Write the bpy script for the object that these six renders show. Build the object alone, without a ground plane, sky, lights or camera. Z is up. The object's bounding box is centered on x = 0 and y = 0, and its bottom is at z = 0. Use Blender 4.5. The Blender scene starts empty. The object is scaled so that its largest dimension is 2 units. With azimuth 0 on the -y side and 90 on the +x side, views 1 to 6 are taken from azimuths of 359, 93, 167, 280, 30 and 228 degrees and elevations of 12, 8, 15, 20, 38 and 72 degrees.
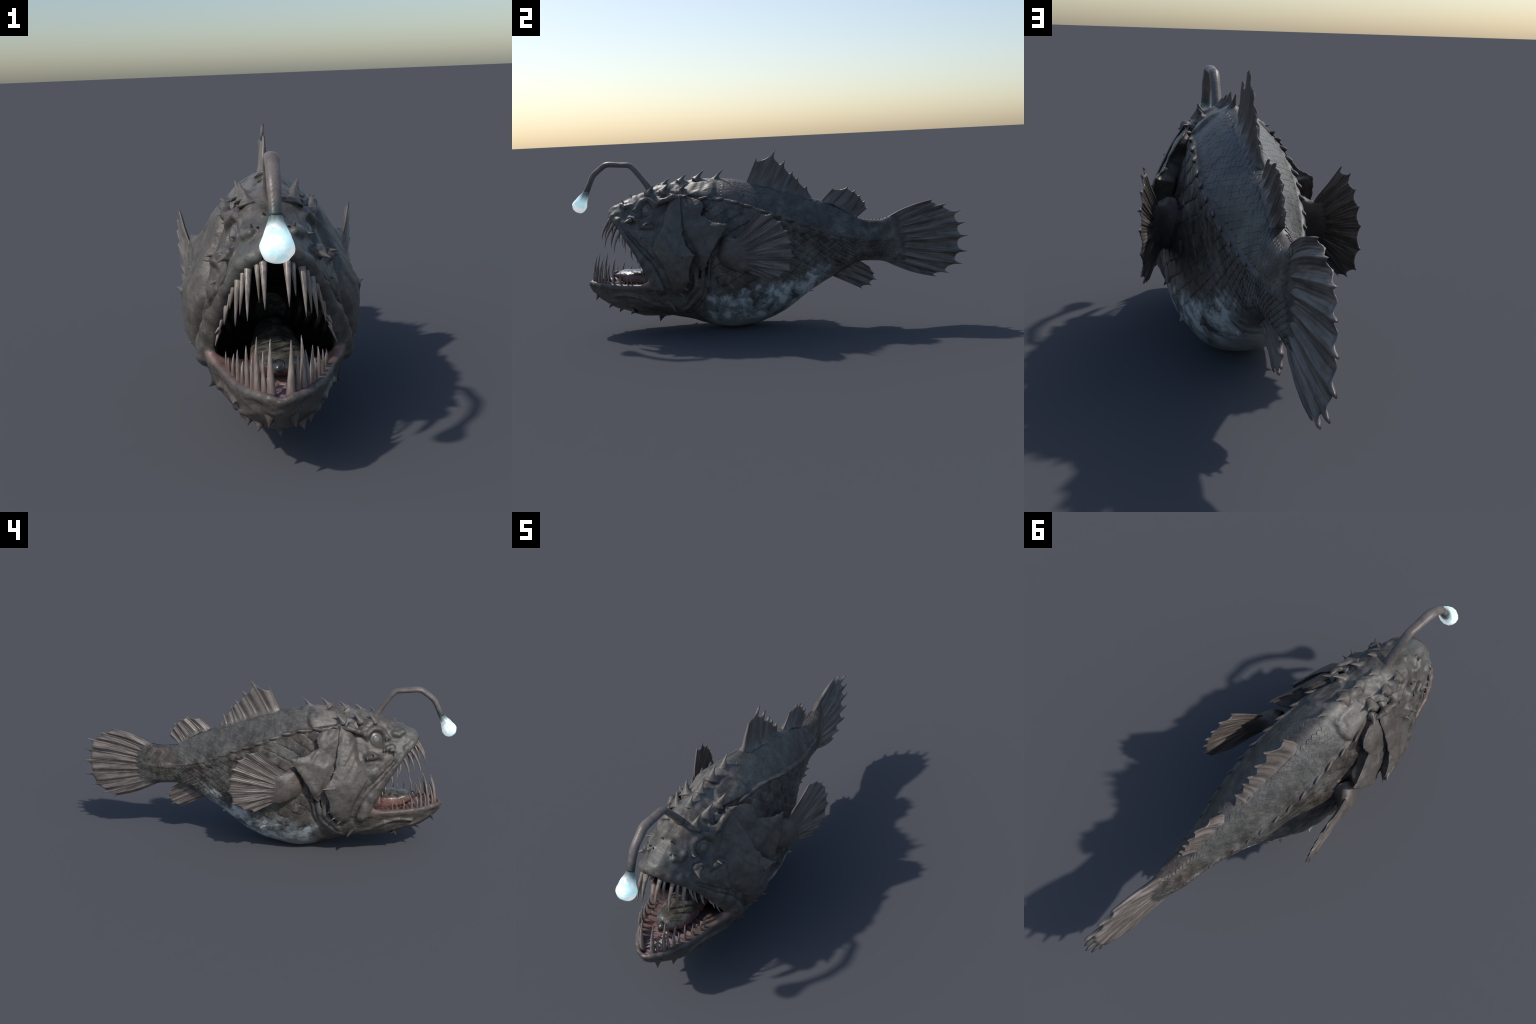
"""Deep-sea anglerfish: implicit (signed-distance) body polygonised by surface nets, plus lofted fins,
plates, spikes, teeth, scales and lure.  Metres, z up, head towards -y, symmetric about x = 0."""
import bpy, bmesh, math, random
import numpy as np
from mathutils import Vector, Matrix

random.seed(7)
RNG = np.random.default_rng(7)
H = 0.004                                     # grid step of the implicit body

# ----------------------------------------------------------------------------------------------
# small numeric helpers
# ----------------------------------------------------------------------------------------------
def sstep(a, b, x):
    t = np.clip((np.asarray(x, float) - a) / (b - a), 0, 1)
    return t * t * (3 - 2 * t)

def pchip(xs, ys, q):
    """monotone cubic interpolation, ys may have trailing dimensions"""
    xs = np.asarray(xs, float); ys = np.asarray(ys, float); q = np.atleast_1d(np.asarray(q, float))
    h = np.diff(xs).reshape((-1,) + (1,) * (ys.ndim - 1)); d = np.diff(ys, axis=0) / h
    m = np.zeros_like(ys); m[0] = d[0]; m[-1] = d[-1]
    a, b = d[:-1], d[1:]; w1, w2 = 2 * h[1:] + h[:-1], h[1:] + 2 * h[:-1]
    with np.errstate(divide="ignore", invalid="ignore"):
        m[1:-1] = np.where(a * b > 0, (w1 + w2) / (w1 / a + w2 / b), 0)
    i = np.clip(np.searchsorted(xs, q) - 1, 0, len(xs) - 2)
    t = np.clip((q - xs[i]) / (xs[i + 1] - xs[i]), 0, 1).reshape((-1,) + (1,) * (ys.ndim - 1)); hh = h[i]
    return ((1 + 2 * t) * (1 - t) ** 2 * ys[i] + t * (1 - t) ** 2 * hh * m[i]
            + t * t * (3 - 2 * t) * ys[i + 1] + t * t * (t - 1) * hh * m[i + 1])

def curve(points, n):
    """smooth curve through points (rows may carry radii), n samples"""
    p = np.asarray(points, float)
    s = np.r_[0, np.cumsum(np.linalg.norm(np.diff(p[:, :3], axis=0), axis=1))]
    return pchip(s, p, np.linspace(0, s[-1], n))

LAT = RNG.random((32, 32, 32)) * 2 - 1
def noise(P, freq, seed=0.0):
    P = np.asarray(P, float) * freq + seed
    i = np.floor(P).astype(int); f = P - i; f = f * f * (3 - 2 * f); out = 0
    for dx in (0, 1):
        for dy in (0, 1):
            for dz in (0, 1):
                w = (f[..., 0] if dx else 1 - f[..., 0]) * (f[..., 1] if dy else 1 - f[..., 1]) * (f[..., 2] if dz else 1 - f[..., 2])
                out = out + w * LAT[(i[..., 0] + dx) % 32, (i[..., 1] + dy) % 32, (i[..., 2] + dz) % 32]
    return out

# ----------------------------------------------------------------------------------------------
# profile stations: y, top z, seven (x, z) points down the flank, bottom z
# ----------------------------------------------------------------------------------------------
BODY = [
 (-.816, .611, (.010,.610),(.018,.606),(.022,.602),(.023,.599),(.022,.596),(.018,.593),(.010,.592), .592),
 (-.800, .634, (.020,.633),(.035,.627),(.047,.616),(.053,.606),(.056,.597),(.056,.588),(.030,.588), .589),
 (-.770, .649, (.025,.647),(.050,.628),(.066,.608),(.077,.590),(.085,.574),(.084,.553),(.040,.560), .570),
 (-.740, .663, (.030,.658),(.058,.636),(.080,.606),(.094,.577),(.107,.547),(.108,.515),(.050,.530), .550),
 (-.700, .682, (.035,.675),(.068,.648),(.090,.612),(.112,.572),(.135,.517),(.138,.460),(.060,.490), .530),
 (-.650, .700, (.045,.691),(.085,.657),(.105,.612),(.137,.552),(.160,.470),(.165,.375),(.080,.420), .500),
 (-.600, .718, (.052,.710),(.095,.673),(.118,.622),(.152,.555),(.186,.450),(.188,.280),(.100,.330), .470),
 (-.550, .736, (.052,.720),(.105,.665),(.130,.610),(.170,.532),(.204,.420),(.196,.200),(.110,.200), .300),
 (-.500, .742, (.053,.720),(.110,.655),(.144,.600),(.190,.512),(.220,.400),(.194,.172),(.085,.088), .070),
 (-.450, .753, (.052,.718),(.108,.655),(.140,.600),(.198,.500),(.228,.380),(.186,.160),(.078,.072), .062),
 (-.400, .759, (.053,.717),(.110,.658),(.136,.600),(.192,.500),(.214,.380),(.180,.160),(.078,.060), .048),
 (-.350, .761, (.057,.720),(.118,.664),(.139,.600),(.183,.500),(.206,.380),(.186,.160),(.084,.045), .033),
 (-.280, .761, (.067,.724),(.127,.665),(.149,.590),(.182,.490),(.212,.360),(.202,.180),(.104,.034), .014),
 (-.200, .757, (.067,.722),(.130,.652),(.149,.580),(.176,.480),(.221,.330),(.207,.170),(.111,.027), .007),
 (-.100, .738, (.065,.702),(.135,.622),(.153,.550),(.175,.450),(.209,.300),(.197,.160),(.106,.042), .010),
 (0.000, .712, (.062,.679),(.139,.582),(.147,.510),(.157,.420),(.187,.270),(.173,.150),(.094,.063), .043),
 (0.100, .678, (.058,.646),(.132,.546),(.134,.480),(.134,.400),(.150,.270),(.136,.172),(.076,.113), .101),
 (0.200, .646, (.053,.612),(.119,.507),(.117,.450),(.110,.380),(.107,.290),(.090,.222),(.052,.183), .171),
 (0.300, .615, (.044,.581),(.100,.466),(.096,.422),(.087,.362),(.074,.300),(.060,.260),(.036,.238), .228),
 (0.400, .566, (.037,.536),(.077,.440),(.073,.407),(.067,.370),(.057,.332),(.046,.308),(.028,.291), .284),
 (0.470, .521, (.036,.506),(.067,.432),(.065,.410),(.059,.377),(.049,.347),(.037,.327),(.020,.315), .309),
 (0.550, .517, (.034,.502),(.058,.430),(.058,.408),(.053,.378),(.045,.346),(.035,.326),(.020,.313), .306),
 (0.610, .531, (.025,.512),(.042,.430),(.042,.408),(.038,.370),(.032,.335),(.025,.312),(.014,.297), .290),
 (0.660, .546, (.015,.520),(.025,.430),(.025,.405),(.023,.362),(.019,.322),(.014,.298),(.009,.280), .272),
 (0.700, .556, (.007,.525),(.011,.430),(.011,.400),(.010,.360),(.008,.318),(.006,.290),(.004,.272), .262),
]
# y, then (x, z) from the middle of the lip, over the lip and down to the keel
JAW = [
 (-.944, (0,.250),(.006,.250),(.010,.247),(.010,.244),(.008,.240),(.004,.237),(0,.236)),
 (-.930, (0,.260),(.022,.262),(.036,.254),(.038,.241),(.031,.226),(.015,.212),(0,.207)),
 (-.900, (0,.260),(.042,.262),(.058,.253),(.060,.240),(.048,.212),(.024,.187),(0,.176)),
 (-.860, (0,.258),(.074,.260),(.091,.250),(.092,.233),(.077,.194),(.042,.160),(0,.149)),
 (-.800, (0,.256),(.104,.258),(.123,.248),(.124,.231),(.101,.174),(.054,.131),(0,.115)),
 (-.720, (0,.252),(.127,.254),(.147,.246),(.149,.229),(.124,.160),(.065,.107),(0,.089)),
 (-.650, (0,.252),(.147,.254),(.168,.246),(.170,.228),(.143,.150),(.074,.090),(0,.071)),
 (-.590, (0,.265),(.176,.272),(.198,.266),(.198,.234),(.162,.152),(.082,.088),(0,.071)),
 (-.500, (0,.275),(.178,.282),(.200,.272),(.202,.236),(.172,.145),(.084,.084),(0,.070)),
 (-.440, (0,.275),(.160,.275),(.190,.265),(.197,.220),(.168,.130),(.078,.074),(0,.062)),
]
# y, then (x, z) from roof to floor of the mouth cavity
CAVITY = [
 (-.940, (0,.400),(.004,.400),(.006,.390),(.008,.300),(.006,.262),(0,.260)),
 (-.915, (0,.480),(.015,.470),(.025,.440),(.030,.300),(.022,.248),(0,.246)),
 (-.900, (0,.510),(.020,.490),(.032,.450),(.040,.300),(.032,.255),(0,.254)),
 (-.860, (0,.570),(.030,.555),(.050,.500),(.074,.300),(.062,.250),(0,.247)),
 (-.800, (0,.603),(.020,.600),(.036,.583),(.103,.300),(.074,.250),(0,.244)),
 (-.760, (0,.595),(.034,.583),(.064,.545),(.117,.300),(.088,.250),(0,.243)),
 (-.700, (0,.580),(.060,.553),(.108,.470),(.132,.300),(.100,.249),(0,.242)),
 (-.650, (0,.564),(.080,.530),(.137,.395),(.151,.300),(.114,.249),(0,.242)),
 (-.600, (0,.545),(.100,.500),(.160,.360),(.170,.280),(.128,.252),(0,.242)),
 (-.550, (0,.520),(.110,.470),(.172,.360),(.170,.270),(.150,.246),(0,.234)),
 (-.480, (0,.490),(.100,.440),(.160,.360),(.150,.280),(.130,.246),(0,.234)),
 (-.400, (0,.440),(.070,.420),(.110,.360),(.100,.300),(.080,.250),(0,.230)),
 (-.330, (0,.380),(.030,.370),(.050,.340),(.050,.310),(.030,.280),(0,.270)),
]
def stations(rows, body=False):
    ys, P = [], []
    for r in rows:
        ys.append(r[0])
        pts = [(0, r[1])] + list(r[2:-1]) + [(0, r[-1])] if body else list(r[1:])
        P.append(pts)
    return np.array(ys), np.array(P, float)
BY, BP = stations(BODY, True); JY, JP = stations(JAW); CY, CP = stations(CAVITY)

def refine(P, k=5):
    """Catmull-Rom refinement of each section polyline, P: (n, m, 2)"""
    first = P[:, :1].copy(); first[..., 0] = -P[:, 1:2, 0]; first[..., 1] = P[:, 1:2, 1]
    last = P[:, -1:].copy(); last[..., 0] = -P[:, -2:-1, 0]; last[..., 1] = P[:, -2:-1, 1]
    Q = np.concatenate([first, P, last], 1); out = []
    for i in range(P.shape[1] - 1):
        a, b, c, d = Q[:, i], Q[:, i + 1], Q[:, i + 2], Q[:, i + 3]
        for t in np.arange(k) / k:
            out.append(.5 * (2 * b + (c - a) * t + (2 * a - 5 * b + 4 * c - d) * t * t + (3 * b - a - 3 * c + d) * t ** 3))
    out.append(P[:, -1]); R = np.stack(out, 1); R[..., 0] = np.maximum(R[..., 0], 0)
    return R

def body_section(y):
    return refine(pchip(BY, BP, y))

# ----------------------------------------------------------------------------------------------
# the grid
# ----------------------------------------------------------------------------------------------
XS = np.arange(0, 0.36, H); YS = np.arange(-0.968, 0.724, H); ZS = np.arange(-0.028, 0.83, H)
NX, NY, NZ = len(XS), len(YS), len(ZS)

def section_sdf(poly, xg, zg):
    """signed distance in the half plane x >= 0 to an open half outline from top axis to bottom axis"""
    a, b = poly[:-1], poly[1:]
    d2 = np.full(xg.shape, 1e9, np.float32); inside = np.zeros(xg.shape, bool)
    for (ax, az), (bx, bz) in zip(a, b):
        ex, ez = bx - ax, bz - az; L = ex * ex + ez * ez
        if L < 1e-12: continue
        px, pz = xg - ax, zg - az
        t = np.clip((px * ex + pz * ez) / L, 0, 1)
        d2 = np.minimum(d2, (px - ex * t) ** 2 + (pz - ez * t) ** 2)
        if ez != 0:
            xi = ax + (zg - az) * (ex / ez)
            inside ^= ((az <= zg) != (bz <= zg)) & (xi > xg)
    d = np.sqrt(d2)
    return np.where(inside, -d, d)

def loft_sdf(ys, P, k=5):
    step = 2
    f = np.full((NX, NY, NZ), 0.2, np.float32)
    xg, zg = np.meshgrid(XS[::step].astype(np.float32), ZS[::step].astype(np.float32), indexing="ij")
    idx = [j for j in range(0, NY, 2)]
    coarse = np.full((len(idx), NX, NZ), 0.2, np.float32)
    sec = refine(pchip(ys, P, np.clip(YS[idx], ys[0], ys[-1])), k)
    xi = np.clip(np.arange(NX) / step, 0, xg.shape[0] - 1.001); zi = np.clip(np.arange(NZ) / step, 0, xg.shape[1] - 1.001)
    x0, z0 = xi.astype(int), zi.astype(int); fx, fz = (xi - x0)[:, None].astype(np.float32), (zi - z0)[None].astype(np.float32)
    for n, j in enumerate(idx):
        if YS[j] < ys[0] - .02 or YS[j] > ys[-1] + .02: continue
        d = section_sdf(sec[n], xg, zg)
        d = d[x0] * (1 - fx) + d[x0 + 1] * fx
        coarse[n] = d[:, z0] * (1 - fz) + d[:, z0 + 1] * fz
    for j in range(NY):
        n = min(j // 2, len(idx) - 1)
        f[:, j] = coarse[n] if j % 2 == 0 or n + 1 >= len(idx) else .5 * (coarse[n] + coarse[n + 1])
    yy = YS[None, :, None].astype(np.float32)
    f = np.maximum(f, np.maximum(ys[0] - yy, yy - ys[-1]))
    g = np.zeros_like(f)
    for ax in range(3):
        g += np.gradient(f, H, axis=ax) ** 2
    return f / np.clip(np.sqrt(g), 1, 3)

def smin(a, b, k):
    h = np.clip(.5 + .5 * (b - a) / k, 0, 1)
    return b * (1 - h) + a * h - k * h * (1 - h)

def box_of(lo, hi):
    s = []
    for A, l, u in zip((XS, YS, ZS), lo, hi):
        s.append(slice(max(0, int((l - A[0]) / H)), max(1, min(len(A), int((u - A[0]) / H) + 2))))
    return tuple(s)

def coords(s):
    return XS[s[0]][:, None, None], YS[s[1]][None, :, None], ZS[s[2]][None, None, :]

def tube(f, pts, k=.01, sub=False, margin=.03):
    """smoothly add (or carve) a chain of round cones; pts rows x, y, z, r"""
    pts = np.asarray(pts, float)
    for p, q in zip(pts[:-1], pts[1:]):
        r = max(p[3], q[3]) + k + margin
        s = box_of(np.minimum(p[:3], q[:3]) - r, np.maximum(p[:3], q[:3]) + r)
        X, Y, Z = coords(s); e = q[:3] - p[:3]; L = max(e @ e, 1e-9)
        t = np.clip(((X - p[0]) * e[0] + (Y - p[1]) * e[1] + (Z - p[2]) * e[2]) / L, 0, 1)
        d = np.sqrt((X - p[0] - e[0] * t) ** 2 + (Y - p[1] - e[1] * t) ** 2 + (Z - p[2] - e[2] * t) ** 2) - (p[3] + (q[3] - p[3]) * t)
        f[s] = -smin(-f[s], d, k) if sub else smin(f[s], d, k)

def ball(f, c, r, k=.01, sub=False, scale=(1, 1, 1)):
    c = np.array(c, float); sc = np.array(scale, float)
    s = box_of(c - r * sc - k - .02, c + r * sc + k + .02); X, Y, Z = coords(s)
    d = (np.sqrt(((X - c[0]) / sc[0]) ** 2 + ((Y - c[1]) / sc[1]) ** 2 + ((Z - c[2]) / sc[2]) ** 2) - r) * sc.min()
    f[s] = -smin(-f[s], d, k) if sub else smin(f[s], d, k)

def poly_sdf(pts):
    """2-D signed distance on the (y, z) grid to a closed outline"""
    pts = np.asarray(pts, float); yg, zg = np.meshgrid(YS, ZS, indexing="ij")
    d2 = np.full(yg.shape, 1e9); ins = np.zeros(yg.shape, bool)
    for (ay, az), (by, bz) in zip(pts, np.roll(pts, -1, 0)):
        ey, ez = by - ay, bz - az; L = ey * ey + ez * ez + 1e-12; py, pz = yg - ay, zg - az
        t = np.clip((py * ey + pz * ez) / L, 0, 1); d2 = np.minimum(d2, (py - ey * t) ** 2 + (pz - ez * t) ** 2)
        ins ^= ((az <= zg) != (bz <= zg)) & (ay + (zg - az) * ey / (ez if ez else 1e-9) > yg)
    return np.where(ins, -np.sqrt(d2), np.sqrt(d2))

# ----------------------------------------------------------------------------------------------
# the body as one implicit solid
# ----------------------------------------------------------------------------------------------
f_body = loft_sdf(BY, BP)
f_jaw = loft_sdf(JY, JP)
f_cav = loft_sdf(CY, CP)

UPPER_LIP = [(0,-.802,.606,.017),(.030,-.797,.601,.017),(.058,-.784,.588,.018),(.084,-.760,.564,.019),(.106,-.731,.533,.021),
             (.127,-.697,.484,.024),(.141,-.660,.432,.029),(.157,-.620,.380,.036),(.172,-.588,.333,.039),(.184,-.562,.288,.041),(.192,-.549,.243,.038)]
GROOVE = [(.100,-.752,.602,.005),(.125,-.728,.553,.007),(.138,-.699,.513,.006),(.153,-.664,.476,.008),(.175,-.628,.437,.010),(.205,-.573,.385,.011),(.222,-.540,.340,.012),(.230,-.518,.294,.012),(.230,-.503,.250,.012),(.226,-.508,.214,.011),(.222,-.530,.186,.010),(.205,-.565,.176,.008)]
LOWER_LIP = [(0,-.932,.249,.013),(.030,-.922,.251,.013),(.056,-.897,.250,.012),(.086,-.857,.247,.011),(.117,-.795,.246,.011),(.142,-.718,.243,.010),(.163,-.650,.243,.010),(.176,-.62,.252,.010),(.192,-.590,.268,.012)]

# spikes and thorns: base, tip, base radius, part, kind
SPIKES = [(b, t, r, "head", "spike") for b, t, r in (
    ((0,-.528,.735),(0,-.490,.774),.024), ((0,-.444,.750),(0,-.403,.790),.026), ((0,-.360,.755),(0,-.314,.806),.026), ((0,-.268,.748),(0,-.216,.806),.026),
    ((.062,-.592,.700),(.074,-.559,.746),.027), ((.066,-.518,.705),(.087,-.480,.753),.030), ((.076,-.432,.702),(.098,-.393,.749),.030),
    ((.098,-.478,.680),(.145,-.453,.685),.025), ((.098,-.540,.668),(.149,-.516,.663),.022),
    ((.108,-.568,.655),(.139,-.543,.643),.016), ((.112,-.415,.675),(.145,-.385,.692),.020),
    ((.055,-.712,.640),(.060,-.734,.676),.016), ((.070,-.690,.630),(.082,-.703,.640),.013), ((.128,-.685,.575),(.157,-.711,.565),.017),
    ((.140,-.575,.555),(.193,-.600,.562),.026), ((.145,-.556,.540),(.200,-.563,.541),.022), ((.128,-.65,.575),(.150,-.662,.576),.013),
    ((.145,-.625,.50),(.176,-.630,.486),.014), ((.160,-.60,.44),(.194,-.600,.428),.013), ((.172,-.57,.40),(.205,-.566,.388),.012),
    ((.04,-.715,.655),(.043,-.742,.666),.011), ((.095,-.66,.622),(.118,-.670,.628),.013), ((.020,-.68,.682),(.024,-.70,.698),.010))]
SPIKES += [(b, t, r, "head", "thorn") for b, t, r in (
    ((.258,-.400,.410),(.299,-.346,.411),.019), ((.228,-.430,.486),(.252,-.396,.487),.013), ((.236,-.416,.295),(.271,-.373,.278),.017),
    ((.228,-.430,.255),(.266,-.391,.235),.015), ((.210,-.455,.230),(.240,-.418,.202),.014), ((.213,-.302,.352),(.258,-.322,.338),.010))]
SPIKES += [(b, t, r, "lower_jaw", "thorn") for b, t, r in (
    ((0,-.768,.130),(0,-.799,.090),.026), ((.026,-.885,.208),(.036,-.907,.164),.019), ((.050,-.806,.160),(.063,-.838,.127),.022), ((0,-.568,.088),(0,-.590,.033),.030),
    ((.160,-.500,.160),(.204,-.469,.119),.024), ((.082,-.70,.115),(.09,-.72,.094),.016))]
SPIKES += [(b, t, r, "torso", "thorn") for b, t, r in (
    ((.158,-.050,.160),(.194,-.016,.143),.024), ((.118,.080,.190),(.149,.114,.173),.022), ((.042,.180,.186),(.054,.211,.172),.017), ((.040,-.235,.030),(.048,-.208,.000),.028))]

UPPER_LIP = [(x, y + .010 * float(sstep(.03, .11, x)), z + .004 * float(sstep(.03, .11, x)), r) if z > .40 else (x + .006, y + .012, z + .004, r) for x, y, z, r in UPPER_LIP]
f_head = f_body.copy()
# raised shoulder plate and bony roof of the skull
yz = lambda d: d[None].astype(np.float32)
xx = XS[:, None, None]
shoulder = poly_sdf([(-.43,.685),(-.36,.676),(-.285,.668),(-.258,.690),(-.250,.72),(-.262,.748),(-.30,.758),(-.40,.76)])
f_head -= .010 * sstep(.0, -.012, yz(shoulder)) * sstep(.02, .05, xx)
skull = poly_sdf([(-.575,.66),(-.52,.655),(-.44,.672),(-.40,.70),(-.40,.75),(-.44,.80),(-.60,.80),(-.60,.70)])
f_head -= .003 * sstep(.0, -.014, yz(skull))
# brow ridge, rim of the eye socket, knobs of the face
tube(f_head, [(.128,-.425,.684,.010),(.130,-.465,.684,.015),(.126,-.515,.664,.015),(.118,-.548,.645,.012)], .012)
eye = np.array([.112, -.607, .623]); en = np.array([.86, -.40, .24]); en /= np.linalg.norm(en)
eu = np.cross([0, 0, 1], en); eu /= np.linalg.norm(eu); ev = np.cross(en, eu)
ring = []
for a in np.linspace(5, 190, 13):
    p = eye - en * .010 + .050 * (math.cos(math.radians(a)) * eu + math.sin(math.radians(a)) * ev)
    ring.append((*p, .004 + .008 * math.sin(math.pi * (a - 5) / 185) ** .6))
tube(f_head, ring, .014)
tube(f_head, [(.150,-.630,.540,.008),(.162,-.600,.546,.012),(.170,-.570,.544,.011)], .014)
tube(f_head, [(.118,-.690,.590,.011),(.132,-.660,.585,.010)], .012)
tube(f_head, [(.060,-.735,.648,.012),(.075,-.715,.640,.011),(.078,-.69,.645,.01)], .012)
tube(f_head, [(.155,-.615,.50,.011),(.168,-.60,.47,.012),(.178,-.60,.44,.010)], .012)
for b, t, r, part, kind in SPIKES:
    if kind == "spike":                       # bony mound that each spike grows from
        b, t = np.array(b), np.array(t)
        tube(f_head, [(*(b - (t - b) * .35), r * .58), (*(b + (t - b) * .30), r * .36)], .018)
# ragged ridge of the lateral line
lat_y = np.linspace(-.33, .50, 60); lat = pchip(BY, BP[:, 2], lat_y)
lat_r = .0048 + .0008 * np.sin(np.arange(60) * 1.3)
tube(f_head, np.c_[lat[:, 0] + .001, lat_y, lat[:, 1], lat_r * (1 - .4 * sstep(0, .5, lat_y))], .010)
ball(f_head, eye + en * .022, .044, .010, sub=True)
tube(f_head, UPPER_LIP, .010)
tube(f_head, GROOVE, .008, sub=True)
# jaw
f_low = f_jaw.copy()
tube(f_low, LOWER_LIP, .010)
tube(f_low, [(.125,-.80,.196,.004),(.143,-.73,.203,.005),(.166,-.66,.193,.005),(.170,-.577,.160,.004),(.158,-.50,.130,.003)], .014)
tube(f_low, [(.068,-.87,.195,.004),(.102,-.79,.165,.004),(.118,-.70,.145,.004),(.118,-.60,.112,.004),(.085,-.52,.090,.003)], .014)
f_all = smin(f_head, f_low, .012)
# gill membranes: folds that sweep from behind the gill cover to the throat
for fold in ([(.214,-.288,.42),(.216,-.288,.31),(.206,-.302,.244),(.189,-.330,.190),(.165,-.370,.142),(.136,-.42,.110)],
             [(.226,-.320,.328),(.224,-.325,.280),(.214,-.338,.227),(.194,-.376,.176),(.175,-.412,.142),(.145,-.46,.114)],
             [(.232,-.360,.316),(.228,-.356,.262),(.217,-.376,.226),(.201,-.404,.193),(.186,-.430,.150)]):
    c = curve(fold, 16); r = .011 * np.sin(np.pi * (np.linspace(.12, .97, 16))) ** .5
    tube(f_all, np.c_[c, r + .003], .010)
tube(f_all, [(.232,-.262,.44,.010),(.232,-.270,.35,.012),(.228,-.278,.29,.010),(.215,-.292,.23,.008),(.195,-.325,.172,.006),(.17,-.37,.12,.005)], .008, sub=True)
# soft mouth corner, then the cavity
f_cavity = f_cav
f_all = -smin(-f_all, f_cavity, .012)

def mirror(f):
    return np.concatenate([f[:0:-1], f], 0)

def surface_nets(f, origin, h):
    s = f < 0
    c = np.zeros(tuple(n - 1 for n in f.shape), np.int8)
    corners = [(i, j, k) for i in (0, 1) for j in (0, 1) for k in (0, 1)]
    nx, ny, nz = c.shape
    for i, j, k in corners:
        c += s[i:i + nx, j:j + ny, k:k + nz]
    act = np.argwhere((c > 0) & (c < 8)); ids = np.full(c.shape, -1, np.int32); ids[tuple(act.T)] = np.arange(len(act))
    val = np.stack([f[act[:, 0] + i, act[:, 1] + j, act[:, 2] + k] for i, j, k in corners], 1)
    acc = np.zeros((len(act), 3)); cnt = np.zeros(len(act))
    for a in range(8):
        for b in range(a + 1, 8):
            ca, cb = np.array(corners[a]), np.array(corners[b])
            if abs(ca - cb).sum() != 1: continue
            m = (val[:, a] < 0) != (val[:, b] < 0)
            t = val[m, a] / (val[m, a] - val[m, b])
            acc[m] += ca + (cb - ca) * t[:, None]; cnt[m] += 1
    V = (act + acc / cnt[:, None]) * h + np.array(origin)
    quads = []
    for ax in range(3):
        sl0 = [slice(1, -1)] * 3; sl1 = [slice(1, -1)] * 3; sl0[ax] = slice(0, -1); sl1[ax] = slice(1, None)
        A, B = s[tuple(sl0)], s[tuple(sl1)]
        e = np.argwhere(A != B); flip = A[tuple(e.T)]
        off = np.ones(3, int); off[ax] = 0; e = e + off
        u, v = (ax + 1) % 3, (ax + 2) % 3; du = np.zeros(3, int); dv = np.zeros(3, int); du[u] = 1; dv[v] = 1
        q = np.stack([ids[tuple((e - du - dv).T)], ids[tuple((e - dv).T)], ids[tuple(e.T)], ids[tuple((e - du).T)]], 1)
        q[~flip] = q[~flip][:, ::-1]; quads.append(q)
    Q = np.concatenate(quads); Q = Q[(Q >= 0).all(1)]
    return V, Q

def sample(f, P):
    g = [np.clip((P[:, a] - A[0]) / H, 0, n - 1.001) for a, A, n in ((0, XS, NX), (1, YS, NY), (2, ZS, NZ))]
    i = [a.astype(int) for a in g]; t = [a - b for a, b in zip(g, i)]; out = 0
    for dx in (0, 1):
        for dy in (0, 1):
            for dz in (0, 1):
                w = (t[0] if dx else 1 - t[0]) * (t[1] if dy else 1 - t[1]) * (t[2] if dz else 1 - t[2])
                out = out + w * f[i[0] + dx, i[1] + dy, i[2] + dz]
    return out

def half(P):
    Q = P.copy(); Q[:, 0] = np.abs(Q[:, 0]); return Q

def relax(V, Q, n=2, w=.5):
    for _ in range(n):
        acc = np.zeros_like(V); cnt = np.zeros(len(V))
        for a in range(4):
            for b in (1, 3):
                np.add.at(acc, Q[:, a], V[Q[:, (a + b) % 4]]); np.add.at(cnt, Q[:, a], 1)
        V = V * (1 - w) + w * acc / np.maximum(cnt, 1)[:, None]
    return V

def vnormals(V, Q):
    n = np.cross(V[Q[:, 2]] - V[Q[:, 0]], V[Q[:, 3]] - V[Q[:, 1]]); N = np.zeros_like(V)
    for a in range(Q.shape[1]): np.add.at(N, Q[:, a], n)
    return N / np.maximum(np.linalg.norm(N, axis=1), 1e-12)[:, None]

# ----------------------------------------------------------------------------------------------
# scene objects
# ----------------------------------------------------------------------------------------------
COL = bpy.context.scene.collection
ROOT = bpy.data.objects.new("anglerfish", None); COL.objects.link(ROOT)
ROOT["label"] = "grey-brown spiny anglerfish with gaping fanged mouth and glowing lure"
ROOT["category"] = "fish"

def add_object(name, mesh, mat=None, parent=None):
    ob = bpy.data.objects.new(name, mesh); COL.objects.link(ob); ob.parent = parent or ROOT
    if mat and not mesh.materials: mesh.materials.append(mat)
    return ob

def make_mesh(name, V, F, smooth=True):
    me = bpy.data.meshes.new(name); me.from_pydata([tuple(v) for v in np.asarray(V)], [], [tuple(int(i) for i in q) for q in F]); me.validate()
    me.polygons.foreach_set("use_smooth", np.full(len(me.polygons), smooth)); me.update()
    return me

def quad_mesh(name, V, Q, N=None):
    me = bpy.data.meshes.new(name); me.vertices.add(len(V)); me.vertices.foreach_set("co", np.asarray(V, np.float32).ravel())
    me.loops.add(Q.size); me.loops.foreach_set("vertex_index", np.asarray(Q, np.int32).ravel())
    me.polygons.add(len(Q)); me.polygons.foreach_set("loop_start", np.arange(0, Q.size, Q.shape[1], dtype=np.int32))
    me.polygons.foreach_set("use_smooth", np.ones(len(Q), bool)); me.update(calc_edges=True)
    if N is not None: me.normals_split_custom_set_from_vertices([tuple(n) for n in N])
    return me

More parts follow.
